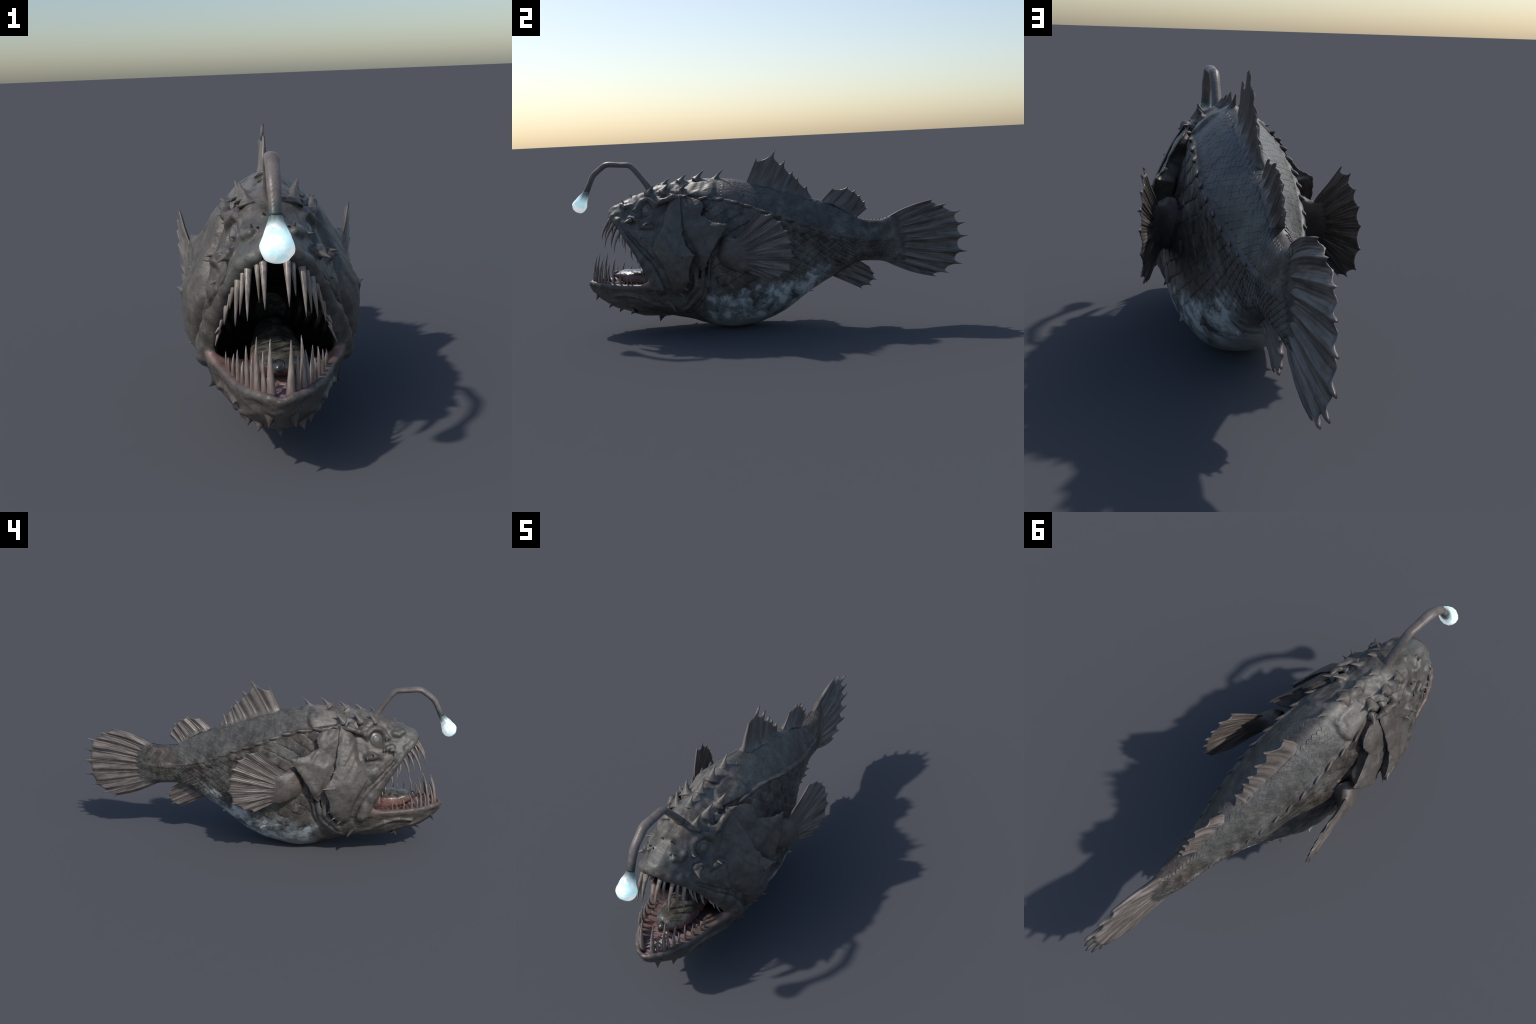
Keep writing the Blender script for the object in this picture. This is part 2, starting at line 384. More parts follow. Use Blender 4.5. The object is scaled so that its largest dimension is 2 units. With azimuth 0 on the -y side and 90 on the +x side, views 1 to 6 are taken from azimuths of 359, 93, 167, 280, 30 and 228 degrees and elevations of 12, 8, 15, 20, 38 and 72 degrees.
# ----------------------------------------------------------------------------------------------
# materials
# ----------------------------------------------------------------------------------------------
class Nodes:
    def __init__(self, name):
        self.m = bpy.data.materials.new(name); self.m.use_nodes = True; self.t = self.m.node_tree; self.t.nodes.clear()
        self.out = self.n("ShaderNodeOutputMaterial"); self.bsdf = self.n("ShaderNodeBsdfPrincipled")
        self.t.links.new(self.bsdf.outputs[0], self.out.inputs[0])
        self.pos = self.n("ShaderNodeNewGeometry").outputs["Position"]
        s = self.n("ShaderNodeSeparateXYZ"); self.t.links.new(self.pos, s.inputs[0]); self.x, self.y, self.z = s.outputs
    def n(self, kind, **kw):
        nd = self.t.nodes.new(kind)
        for k, v in kw.items(): setattr(nd, k, v)
        return nd
    def put(self, sock, v):
        if hasattr(v, "is_output") or isinstance(v, bpy.types.NodeSocket): self.t.links.new(v, sock)
        else: sock.default_value = (*v, 1) if isinstance(v, tuple) and len(v) == 3 and sock.type == "RGBA" else v
    def math(self, op, a, b=0.0, c=0.0, clamp=False):
        nd = self.n("ShaderNodeMath", operation=op, use_clamp=clamp)
        for i, v in enumerate((a, b, c)): self.put(nd.inputs[i], v)
        return nd.outputs[0]
    def noise(self, scale, detail=4, rough=.55, vec=None, distort=0.0):
        nd = self.n("ShaderNodeTexNoise"); self.put(nd.inputs["Vector"], vec or self.pos)
        for k, v in (("Scale", scale), ("Detail", detail), ("Roughness", rough), ("Distortion", distort)): nd.inputs[k].default_value = v
        return nd.outputs["Fac"]
    def stretch(self, sx, sy, sz):
        nd = self.n("ShaderNodeMapping"); self.put(nd.inputs["Vector"], self.pos); nd.inputs["Scale"].default_value = (sx, sy, sz); return nd.outputs[0]
    def smooth(self, v, a, b):
        nd = self.n("ShaderNodeMapRange", interpolation_type="SMOOTHSTEP"); self.put(nd.inputs[0], v)
        lo, hi, o0, o1 = (a, b, 0., 1.) if a < b else (b, a, 1., 0.)
        for i, w in zip((1, 2, 3, 4), (lo, hi, o0, o1)): nd.inputs[i].default_value = w
        return nd.outputs[0]
    def mix(self, fac, a, b, blend="MIX"):
        nd = self.n("ShaderNodeMix", data_type="RGBA", blend_type=blend)
        self.put(nd.inputs[0], fac); self.put(nd.inputs[6], a); self.put(nd.inputs[7], b); return nd.outputs[2]
    def bump(self, height, strength=.3, dist=.004):
        nd = self.n("ShaderNodeBump"); nd.inputs["Strength"].default_value = strength; nd.inputs["Distance"].default_value = dist
        self.put(nd.inputs["Height"], height); self.put(self.bsdf.inputs["Normal"], nd.outputs[0])
    def done(self, colour, rough=.55, spec=.4, **kw):
        self.put(self.bsdf.inputs["Base Color"], colour); self.put(self.bsdf.inputs["Roughness"], rough); self.put(self.bsdf.inputs["Specular IOR Level"], spec)
        for k, v in kw.items(): self.put(self.bsdf.inputs[k], v)
        return self.m

GREY, BROWN, DARK = (.104, .100, .091), (.074, .062, .053), (.031, .027, .024)
BLUE = (.086, .090, .088)
def skin_colour(k, belly=True):
    big, mid, fine = k.noise(5, 3), k.noise(22, 6, .62), k.noise(130, 3, .6)
    c = k.mix(k.smooth(big, .40, .60), BROWN, GREY)
    c = k.mix(k.math("MULTIPLY", k.smooth(k.noise(11, 5, .6), .56, .70), .45), c, (.135, .100, .082))
    c = k.mix(k.math("MULTIPLY", k.smooth(mid, .52, .38), .72), c, DARK)
    c = k.mix(k.math("MULTIPLY", k.smooth(mid, .53, .66), .50), c, (.195, .188, .172))
    line = k.math("ADD", k.math("MULTIPLY", k.y, -.33), .585)                  # height of the lateral line
    line = k.math("MAXIMUM", line, .428)
    above = k.smooth(k.math("SUBTRACT", k.z, line), -.01, .05)
    back = k.math("MULTIPLY", k.smooth(k.y, -.34, -.2), k.smooth(k.y, .50, .38))
    c = k.mix(k.math("MULTIPLY", k.math("MULTIPLY", above, back), .34), c, BLUE)
    c = k.mix(k.smooth(fine, .3, .75), k.mix(1.0, c, (.80, .80, .80), "MULTIPLY"), k.mix(1.0, c, (1.16, 1.15, 1.13), "MULTIPLY"))
    if belly:
        n1, n2 = k.noise(7, 7, .62, distort=.25), k.noise(13, 6, .62, distort=.3)
        edge = k.math("ADD", k.z, k.math("MULTIPLY", k.math("SUBTRACT", n1, .5), .30))
        rise = k.math("MULTIPLY", k.math("MAXIMUM", k.y, 0.0), .42)
        edge = k.math("SUBTRACT", edge, rise)
        zone = k.math("MULTIPLY", k.smooth(edge, .225, .180), k.math("MULTIPLY", k.smooth(k.math("ADD", k.y, k.math("MULTIPLY", n1, .22)), -.24, -.16), k.smooth(k.y, .34, .22)))
        pale = k.mix(k.smooth(n2, .46, .58), (.19, .203, .203), (.45, .48, .49))
        pale = k.mix(k.math("MULTIPLY", k.smooth(n2, .45, .36), .88), pale, (.045, .042, .040))
        under = k.smooth(k.math("SUBTRACT", k.z, k.math("MULTIPLY", k.math("MAXIMUM", k.y, 0.0), .55)), .085, .045)
        pale = k.mix(under, pale, k.mix(k.smooth(n2, .35, .7), (.18, .19, .186), (.25, .262, .26)))
        c = k.mix(zone, c, pale)
    return c, mid, fine

def skin_material(name, tint=None, amount=0.0, belly=False, pink=False):
    k = Nodes(name); c, mid, fine = skin_colour(k, belly)
    if tint: c = k.mix(k.math("MULTIPLY", k.smooth(k.y, -.2, -.36), amount) if belly else amount, c, tint)
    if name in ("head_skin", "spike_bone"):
        top = k.math("MULTIPLY", k.math("MULTIPLY", k.smooth(k.y, -.60, -.50), k.smooth(k.y, -.22, -.30)), k.smooth(k.z, .66, .71))  # paints the warm highlights on the crown as lighter patches
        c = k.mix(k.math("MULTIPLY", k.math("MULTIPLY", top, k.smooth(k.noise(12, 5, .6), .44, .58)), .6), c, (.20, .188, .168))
    if name == "head_skin":
        snout = k.math("MULTIPLY", k.smooth(k.y, -.66, -.76), k.smooth(k.noise(9, 4), .40, .55))
        c = k.mix(k.math("MULTIPLY", snout, .45), c, (.118, .130, .116))
    if pink:
        rim = k.math("MULTIPLY", k.smooth(k.z, .243, .258), k.smooth(k.noise(18, 5), .36, .58))
        c = k.mix(k.math("MULTIPLY", rim, .55), c, (.165, .120, .106))
        rear = k.math("MULTIPLY", k.smooth(k.z, .245, .272), k.smooth(k.y, -.78, -.66))
        c = k.mix(k.math("MULTIPLY", rear, .8), c, (.21, .125, .11))
    wrinkle = k.noise(60, 5, .65, k.stretch(1, .6, 1.3), .5)
    k.bump(k.math("ADD", k.math("MULTIPLY", wrinkle, .8), k.math("MULTIPLY", fine, .35)), .55, .004)
    return k.done(c, k.math("ADD", k.math("MULTIPLY", mid, .25), .33), .5)

M_SKIN = skin_material("skin", belly=True)
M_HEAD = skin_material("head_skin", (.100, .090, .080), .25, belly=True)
M_JAW = skin_material("jaw_skin", (.072, .058, .048), .5, pink=True)
M_PLATE = skin_material("gill_plate_skin", (.098, .084, .073), .50)
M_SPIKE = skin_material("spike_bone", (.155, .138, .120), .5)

def fin_material(name, cy=None, cz=None, lean=0.0, freq=9.0, contrast=1.0, fade=None):
    """warm brown fin skin with streaks that follow the rays: a fan about (cy, cz), or lines with a lean"""
    k = Nodes(name); c, mid, fine = skin_colour(k, False)
    if cy is None: u = k.math("MULTIPLY", k.math("SUBTRACT", k.y, k.math("MULTIPLY", k.z, lean)), freq)
    else: u = k.math("MULTIPLY", k.math("ARCTAN2", k.math("SUBTRACT", k.z, cz), k.math("SUBTRACT", k.y, cy)), freq)
    w = k.n("ShaderNodeCombineXYZ"); k.put(w.inputs[0], u); k.put(w.inputs[1], k.math("MULTIPLY", k.y, 2.0)); k.put(w.inputs[2], k.math("MULTIPLY", k.x, 3.0))
    streak = k.noise(3.0, 4, .6, w.outputs[0])
    c = k.mix(.55, c, (.125, .102, .090))
    amount = k.math("MULTIPLY", k.smooth(k.y, fade[1], fade[2]), contrast) if fade else contrast
    c = k.mix(k.math("MULTIPLY", k.smooth(streak, .44, .66), amount), c, (.205, .176, .157))
    c = k.mix(k.math("MULTIPLY", k.math("MULTIPLY", k.smooth(streak, .46, .34), .8), amount), c, (.060, .046, .040))
    k.bump(k.math("ADD", k.math("MULTIPLY", streak, 1.5), k.noise(60, 4)), .4, .003)
    return k.done(c, .42, .5)
M_FIN = fin_material("dorsal_fin_skin", None, None, .45, 9.0, .55)
M_REARFIN = fin_material("rear_fin_skin", None, None, 1.1, 9.0)
M_ANALFIN = fin_material("anal_fin_skin", None, None, -1.7, 7.0)
M_TAILFIN = fin_material("tail_fin_skin", .40, .412, 0, 8.0, 1.0, ("y", .615, .70))
M_PECTORAL = fin_material("pectoral_fin_skin", -.24, .402, 0, 7.0, 1.0, ("y", -.11, -.04))
M_ARM = skin_material("pectoral_arm_skin", (.130, .104, .092), .50)

def scale_material():
    k = Nodes("scale_skin"); c, mid, fine = skin_colour(k, True)
    rnd = k.n("ShaderNodeObjectInfo").outputs["Random"]
    c = k.mix(1.0, c, k.mix(rnd, (.9, .9, .9), (1.1, 1.09, 1.08)), "MULTIPLY")
    k.bump(k.math("ADD", fine, k.noise(60, 4)), .5, .003)
    return k.done(c, .42, .5)
M_SCALE = scale_material()

def mouth_material():
    k = Nodes("mouth_lining"); n = k.noise(24, 5, .6); n2 = k.noise(7, 3)
    c = k.mix(k.smooth(n2, .4, .6), (.205,.122,.106), (.150,.108,.125))
    c = k.mix(k.math("MULTIPLY", k.smooth(n, .5, .3), .6), c, (.07, .038, .032))
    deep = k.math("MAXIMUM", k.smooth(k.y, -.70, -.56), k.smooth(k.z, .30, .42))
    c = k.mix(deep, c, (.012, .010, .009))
    k.bump(k.noise(55, 4), .5, .004)
    return k.done(c, .36, .5)
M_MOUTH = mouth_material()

def tongue_material():
    k = Nodes("tongue_skin"); n = k.noise(26, 6, .62, distort=.7)
    top = k.mix(k.smooth(n, .38, .66), (.040, .039, .035), (.125, .115, .095))
    red = k.mix(k.smooth(n, .35, .65), (.12,.050,.042), (.235,.130,.112))
    sep = k.n("ShaderNodeSeparateXYZ"); k.put(sep.inputs[0], k.n("ShaderNodeNewGeometry").outputs["Normal"])
    edge = k.math("ADD", k.z, k.math("MULTIPLY", n, .012))
    c = k.mix(k.smooth(edge, .292, .302), red, top)
    k.bump(n, .7, .006)
    return k.done(c, .22, .6)
M_TONGUE = tongue_material()

def tip_material():
    k = Nodes("tongue_tip_skin"); c = k.mix(k.smooth(k.noise(40, 4), .4, .6), (.018, .018, .019), (.055, .052, .050))
    return k.done(c, .12, .7)
M_TIP = tip_material()

def tooth_material():
    k = Nodes("tooth_bone"); n = k.noise(90, 4, .6, k.stretch(1, 1, .12)); n2 = k.noise(20, 3)
    c = k.mix(k.smooth(n, .35, .68), (.165, .132, .112), (.33, .29, .25))
    c = k.mix(k.math("MULTIPLY", k.smooth(n2, .5, .68), .5), c, (.21, .15, .125))
    root = k.math("MULTIPLY", k.smooth(k.z, .305, .262), .75)
    c = k.mix(root, c, (.165, .105, .090))
    k.bump(n, .4, .002)
    return k.done(c, .36, .5)
M_TOOTH = tooth_material()

def eye_material():
    k = Nodes("eye_skin")
    tc = k.n("ShaderNodeTexCoord").outputs["Object"]; s = k.n("ShaderNodeSeparateXYZ"); k.put(s.inputs[0], tc)
    r = k.math("SQRT", k.math("ADD", k.math("POWER", s.outputs[0], 2.0), k.math("POWER", s.outputs[1], 2.0)))
    rings = k.math("SINE", k.math("MULTIPLY", r, 26.0))
    c = k.mix(k.smooth(rings, -.5, .6), (.068, .065, .059), (.135, .130, .120))
    c = k.mix(k.smooth(r, .34, .24), c, (.150, .160, .154))
    c = k.mix(k.smooth(k.noise(70, 3), .45, .7), c, (.12, .10, .09))
    return k.done(c, .35, .5)
M_EYE = eye_material()

def lure_material(glow):
    k = Nodes("glowing_bulb" if glow else "lure_stalk"); n = k.noise(26, 3, .6, distort=.4)
    # distance along the bulb axis, 0 at the neck, 1 at the tip
    t = k.math("ADD", k.math("MULTIPLY", k.math("ADD", k.y, .925), -.53 * 9), k.math("MULTIPLY", k.math("SUBTRACT", k.z, .720), -.85 * 9))
    if glow:
        c = k.mix(k.smooth(n, .40, .62), (.58, .86, .89), (.95, .955, .95))
        neck = k.smooth(k.math("ADD", t, k.math("MULTIPLY", n, .3)), .66, .06)
        c = k.mix(neck, c, (.075, .10, .09))
        k.put(k.bsdf.inputs["Emission Color"], c)
        k.put(k.bsdf.inputs["Emission Strength"], k.math("MULTIPLY", k.math("SUBTRACT", 1.0, neck), .50))
        return k.done(c, .25, .5)
    c = k.mix(k.smooth(n, .35, .65), (.125, .104, .093), (.175, .152, .138))
    c = k.mix(k.math("MULTIPLY", k.smooth(k.noise(120, 3), .5, .7), .5), c, (.10, .085, .076))
    c = k.mix(k.smooth(t, -.45, -.1), c, (.06, .075, .068))
    w = k.n("ShaderNodeTexWave", bands_direction="Y"); k.put(w.inputs["Vector"], k.pos); w.inputs["Scale"].default_value = 60; w.inputs["Distortion"].default_value = 3
    k.bump(k.math("ADD", w.outputs["Fac"], k.noise(80, 3)), .12, .002)
    return k.done(c, .42, .5)
M_STALK, M_BULB = lure_material(False), lure_material(True)

# ----------------------------------------------------------------------------------------------
# body mesh: polygonise, add relief, split into anatomical parts
# ----------------------------------------------------------------------------------------------
V, Q = surface_nets(mirror(f_all), (-XS[-1], YS[0], ZS[0]), H)
V = relax(V, Q, 2, .4)
P = half(V); N = vnormals(V, Q)
cav = sample(f_cavity, P)
inside_mouth = (cav < .004) & (V[:, 1] > -.94)
x, y, z = P.T
S = P + noise(P, 9)[:, None] * .02
face = sstep(-.40, -.48, y) * sstep(.36, .46, z) * ~inside_mouth
crown = sstep(-.20, -.30, y) * sstep(.64, .70, z) * ~inside_mouth
d = .0030 * face * (noise(S, 26) + .6 * noise(S, 52, 3)) + .0038 * crown * (noise(S, 22, 5) + .5 * noise(S, 48, 9))
# stretched skin of the jaw and throat: long creases
jawz = sstep(-.36, -.46, y) * sstep(.27, .22, z) * ~inside_mouth
along = np.c_[x * 26, y * 5, z * 42] + noise(P, 10)[:, None] * .8
d += jawz * .0038 * (noise(along, 1.0, 2) + .5 * noise(along, 2.1, 7))
# thin streaks over the upper flanks, and the mouth floor's cross ridges
trunk = sstep(-.28, -.2, y) * sstep(.64, .5, y)
d += trunk * .0020 * noise(np.c_[x * 18, y * 14 + z * 10, z * 30], 1.0, 4)
floor = inside_mouth * sstep(.268, .245, z) * sstep(-.62, -.68, y)
d += floor * .0055 * np.sin((y + .25 * x) * 2 * math.pi / .026)
wall = inside_mouth * sstep(.26, .3, z)
d += wall * .004 * np.sin(y * 2 * math.pi / .035 + 3 * noise(P, 8))
V = V + N * d[:, None]
N = vnormals(V, Q)

C = V[Q].mean(1); Ch = half(C)
fc = inside_mouth[Q].all(1)
low = sample(f_low, Ch); hd = sample(f_head, Ch)
region = np.full(len(Q), 0)                                            # 0 head
region[Ch[:, 1] > -.275 - .25 * np.maximum(0, .35 - Ch[:, 2])] = 1     # 1 torso
region[Ch[:, 1] > .30] = 2                                             # 2 tail
region[(low < hd) & (region == 0) & (Ch[:, 1] < -.47)] = 3             # 3 lower jaw
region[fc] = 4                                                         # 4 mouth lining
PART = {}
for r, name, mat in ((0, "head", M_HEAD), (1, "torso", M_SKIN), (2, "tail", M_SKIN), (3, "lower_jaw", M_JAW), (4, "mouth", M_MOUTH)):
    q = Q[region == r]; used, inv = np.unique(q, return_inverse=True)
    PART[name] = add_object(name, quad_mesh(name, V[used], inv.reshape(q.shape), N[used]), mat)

# ----------------------------------------------------------------------------------------------
# cheek plate and gill cover: curved slabs with notched, spined outlines
# ----------------------------------------------------------------------------------------------
def plate(name, outline, heights, thick, edge_round=.004, ripple=0.0, ridges=()):
    d2 = yz(poly_sdf(outline)); hp = np.array(heights)                # rows y, z, x
    A = lambda Y, Z: np.stack([np.ones_like(Y), Y, Z, Y * Y, Y * Z, Z * Z, Y * Z * Z, Z ** 3], -1)
    c = np.linalg.lstsq(A(hp[:, 0], hp[:, 1]), hp[:, 2], rcond=1e-3)[0]
    yg, zg = np.meshgrid(YS, ZS, indexing="ij"); xm = A(yg, zg) @ c
    gy, gz = np.gradient(xm, H); cosf = 1 / np.sqrt(1 + np.clip(gy, -1.6, 1.6) ** 2 + np.clip(gz, -1.6, 1.6) ** 2)
    if ripple:
        xm = xm + ripple * noise(np.stack([yg * 0, yg, zg], -1), 16, 3)
    for y0, z0, y1, z1, amp, wd in ridges:                             # bony struts of the plate
        ey, ez = y1 - y0, z1 - z0; t = np.clip(((yg - y0) * ey + (zg - z0) * ez) / (ey * ey + ez * ez), 0, 1)
        xm = xm + amp * np.exp(-((yg - y0 - ey * t) ** 2 + (zg - z0 - ez * t) ** 2) / wd ** 2)
    if name == "cheek_plate": xm = xm - .028 * sstep(-.040, -.004, d2[0]) * sstep(-.465, -.515, yg)
    # the slab thins towards its free edge
    th = thick * (.35 + .65 * sstep(0, -.03, d2[0]))
    body = .050 * sstep(-.006, -.034, d2[0])                           # thick, fleshy inside away from the free edge
    slab = np.maximum((xx - xm[None]) * cosf[None] - th[None] / 2, (xm - body)[None] - xx - th[None] / 2)
    F = -smin(-slab, -d2, edge_round); F = np.maximum(F, .05 - xx).astype(np.float32)
    pv, pq = surface_nets(F, (XS[0], YS[0], ZS[0]), H); pv = relax(pv, pq, 2, .4)
    pv = pv + vnormals(pv, pq) * (.0009 * noise(pv, 30, 1) + .0008 * noise(pv, 70, 6) + .0016 * noise(np.c_[pv[:, 0] * 8, pv[:, 1] * 55 + pv[:, 2] * 30, pv[:, 2] * 9], 1.0, 6))[:, None]
    obs = []
    for sgn in (1, -1):
        v = pv * [sgn, 1, 1]; q = pq if sgn > 0 else pq[:, ::-1]
        obs.append(add_object(name, quad_mesh(name, v, q), M_PLATE, PART["head"]))
    return obs

CHEEK = [(-.428,.700),(-.416,.66),(-.418,.615),(-.412,.59),(-.413,.555),(-.405,.53),(-.410,.505),(-.398,.484),(-.392,.46),(-.372,.437),(-.349,.411),
         (-.366,.375),(-.378,.345),(-.384,.312),(-.380,.279),(-.397,.262),(-.398,.238),(-.417,.228),(-.424,.206),(-.447,.214),(-.485,.195),(-.50,.235),
         (-.520,.30),(-.545,.35),(-.575,.392),(-.60,.43),(-.58,.50),(-.545,.54),(-.53,.58),(-.53,.62),(-.50,.655),(-.46,.678)]
CHEEK_X = [(-.419,.705,.142),(-.42,.60,.174),(-.405,.484,.245),(-.352,.41,.286),(-.385,.283,.260),(-.400,.240,.250),(-.43,.21,.227),(-.50,.50,.222),(-.50,.40,.242),
           (-.50,.30,.226),(-.55,.45,.212),(-.45,.45,.242),(-.45,.35,.248),(-.42,.40,.258),(-.50,.60,.150),(-.46,.66,.128),(-.47,.22,.220),(-.57,.40,.198),(-.59,.45,.178),(-.53,.54,.188),(-.54,.36,.208)]
plate("cheek_plate", CHEEK, CHEEK_X, .016, ripple=.002, ridges=[(-.47,.43,-.37,.412,.004,.022),(-.46,.30,-.40,.275,.003,.018),(-.52,.50,-.47,.40,.008,.05)])
GILL = [(-.43,.698),(-.37,.680),(-.325,.665),(-.303,.638),(-.313,.612),(-.320,.594),(-.300,.588),(-.283,.577),(-.268,.567),(-.245,.560),(-.215,.556),(-.183,.553),
        (-.200,.523),(-.228,.480),(-.250,.448),(-.275,.408),(-.290,.375),(-.300,.345),(-.325,.318),(-.335,.335),(-.340,.295),(-.365,.250),(-.40,.215),(-.45,.20),(-.44,.40),(-.45,.55),(-.445,.65)]
GILL_X = [(-.43,.70,.120),(-.303,.640,.178),(-.320,.592,.188),(-.265,.566,.222),(-.187,.551,.246),(-.228,.478,.257),(-.274,.407,.257),(-.327,.34,.255),(-.38,.29,.222),
          (-.43,.50,.202),(-.42,.40,.226),(-.40,.60,.148),(-.36,.45,.226),(-.43,.28,.205),(-.375,.25,.208),(-.42,.22,.202),(-.40,.50,.210),(-.38,.40,.233)]
plate("gill_cover", GILL, GILL_X, .014, ripple=.004, ridges=[(-.36,.50,-.21,.550,.005,.020),(-.33,.36,-.235,.49,.004,.014),(-.43,.66,-.34,.59,.005,.020),(-.35,.50,-.31,.38,.006,.022)])

# ----------------------------------------------------------------------------------------------
# swept shapes: spikes, teeth, stalk
# ----------------------------------------------------------------------------------------------
def sweep(path, radii, sides=10, flat=1.0, axis=(1, 0, 0), rot=0.0, wob=0.0):
    """tube along path; flat = ratio of the radius across `axis`; returns verts, faces"""
    path = np.asarray(path, float); n = len(path); T = np.gradient(path, axis=0); T /= np.linalg.norm(T, axis=1)[:, None]
    A = np.array(axis, float); V, F = [], []
    for i in range(n):
        u = A - T[i] * (A @ T[i]); u /= np.linalg.norm(u) + 1e-9; w = np.cross(T[i], u)
        r = radii[i] if np.ndim(radii[i]) else (radii[i], radii[i] * flat)
        for j in range(sides):
            a = 2 * math.pi * j / sides + rot; m = 1 + wob * math.sin(j * 2.1 + i * .7)
            V.append(path[i] + (u * math.cos(a) * r[0] + w * math.sin(a) * r[1]) * m)
    for i in range(n - 1):
        for j in range(sides):
            k = (j + 1) % sides; F.append((i * sides + j, i * sides + k, (i + 1) * sides + k, (i + 1) * sides + j))
    F.append(tuple(range(sides))[::-1]); F.append(tuple((n - 1) * sides + j for j in range(sides)))
    return np.array(V), F

def bezier(a, b, c, n):
    t = np.linspace(0, 1, n)[:, None]; a, b, c = map(np.array, (a, b, c)); return a * (1 - t) ** 2 + 2 * b * t * (1 - t) + c * t * t


def spike(base, tip, r, bend=None, parent="head", name="spike", mat=None, flat=.75, axis=(1, 0, 0)):
    base, tip = np.array(base, float), np.array(tip, float)
    for sgn in ((1,) if abs(base[0]) < 1e-4 and abs(tip[0]) < 1e-4 else (1, -1)):
        m = np.array([sgn, 1, 1]); b, t = base * m, tip * m
        mid = (b * .5 + t * .5 + np.array([0, 0, .0])) + (np.array(bend) * m if bend is not None else np.array([0, -.006, .004]))
        s = np.linspace(0, 1, 9); path = bezier(b, mid, t, 9)
        r2 = r * (random.uniform(.55, .85) if name == "spike" else random.uniform(.80, 1.05))
        r2 = r2 * (1.3 if parent != "head" else 1)
        rad = r2 * (1 - s) ** 1.15 * (1 + (.8 if name == "spike" else .4) * (1 - s) ** 4) + .0012
        v, f = sweep(path, rad, 9, flat, np.array(axis) * m, wob=.15)
        add_object(name, make_mesh(name, v, f), mat or M_SPIKE, PART[parent])

for b, t, r, parent, name in SPIKES:
    if parent != "head": b = tuple(np.array(b) * .88 + np.array(t) * .12)
    spike(b, t, r, (0, 0, .002) if name == "thorn" else None, parent, name, {"lower_jaw": M_JAW, "torso": M_SKIN}.get(parent, M_SPIKE))

# scutes along the lateral line
LATY = np.array(BY); LATX = BP[:, 2, 0]; LATZ = BP[:, 2, 1]
def lateral(yv): return np.array([float(pchip(LATY, LATX, yv)[0]), yv, float(pchip(LATY, LATZ, yv)[0])])
yl = -.285
while yl < .46:
    k = 1 - .5 * float(sstep(-.2, .5, yl)); ln = .092 * k; a, b = lateral(yl - ln), lateral(yl)
    t = np.linspace(0, 1, 10); hump = .30 * t + .70 * t ** 2.4
    for sgn in (1, -1):
        out = np.array([.75, 0, .50 + .3 * random.random()])
        path = (a + (b - a) * t[:, None] + out * ((-.006 + .028 * hump) * k)[:, None]) * [sgn, 1, 1]
        rad = (.003 + .0150 * t) * k * np.clip(1 - t ** 3, 0, 1) ** .8 + .0006
        v, f = sweep(path, rad, 8, .75, (0, 0, 1), wob=.1)
        add_object("scute", make_mesh("scute", v, f), M_PLATE, PART["torso" if yl < .3 else "tail"])
    yl += .072 * (.45 + .55 * k) * (.85 + .3 * random.random())

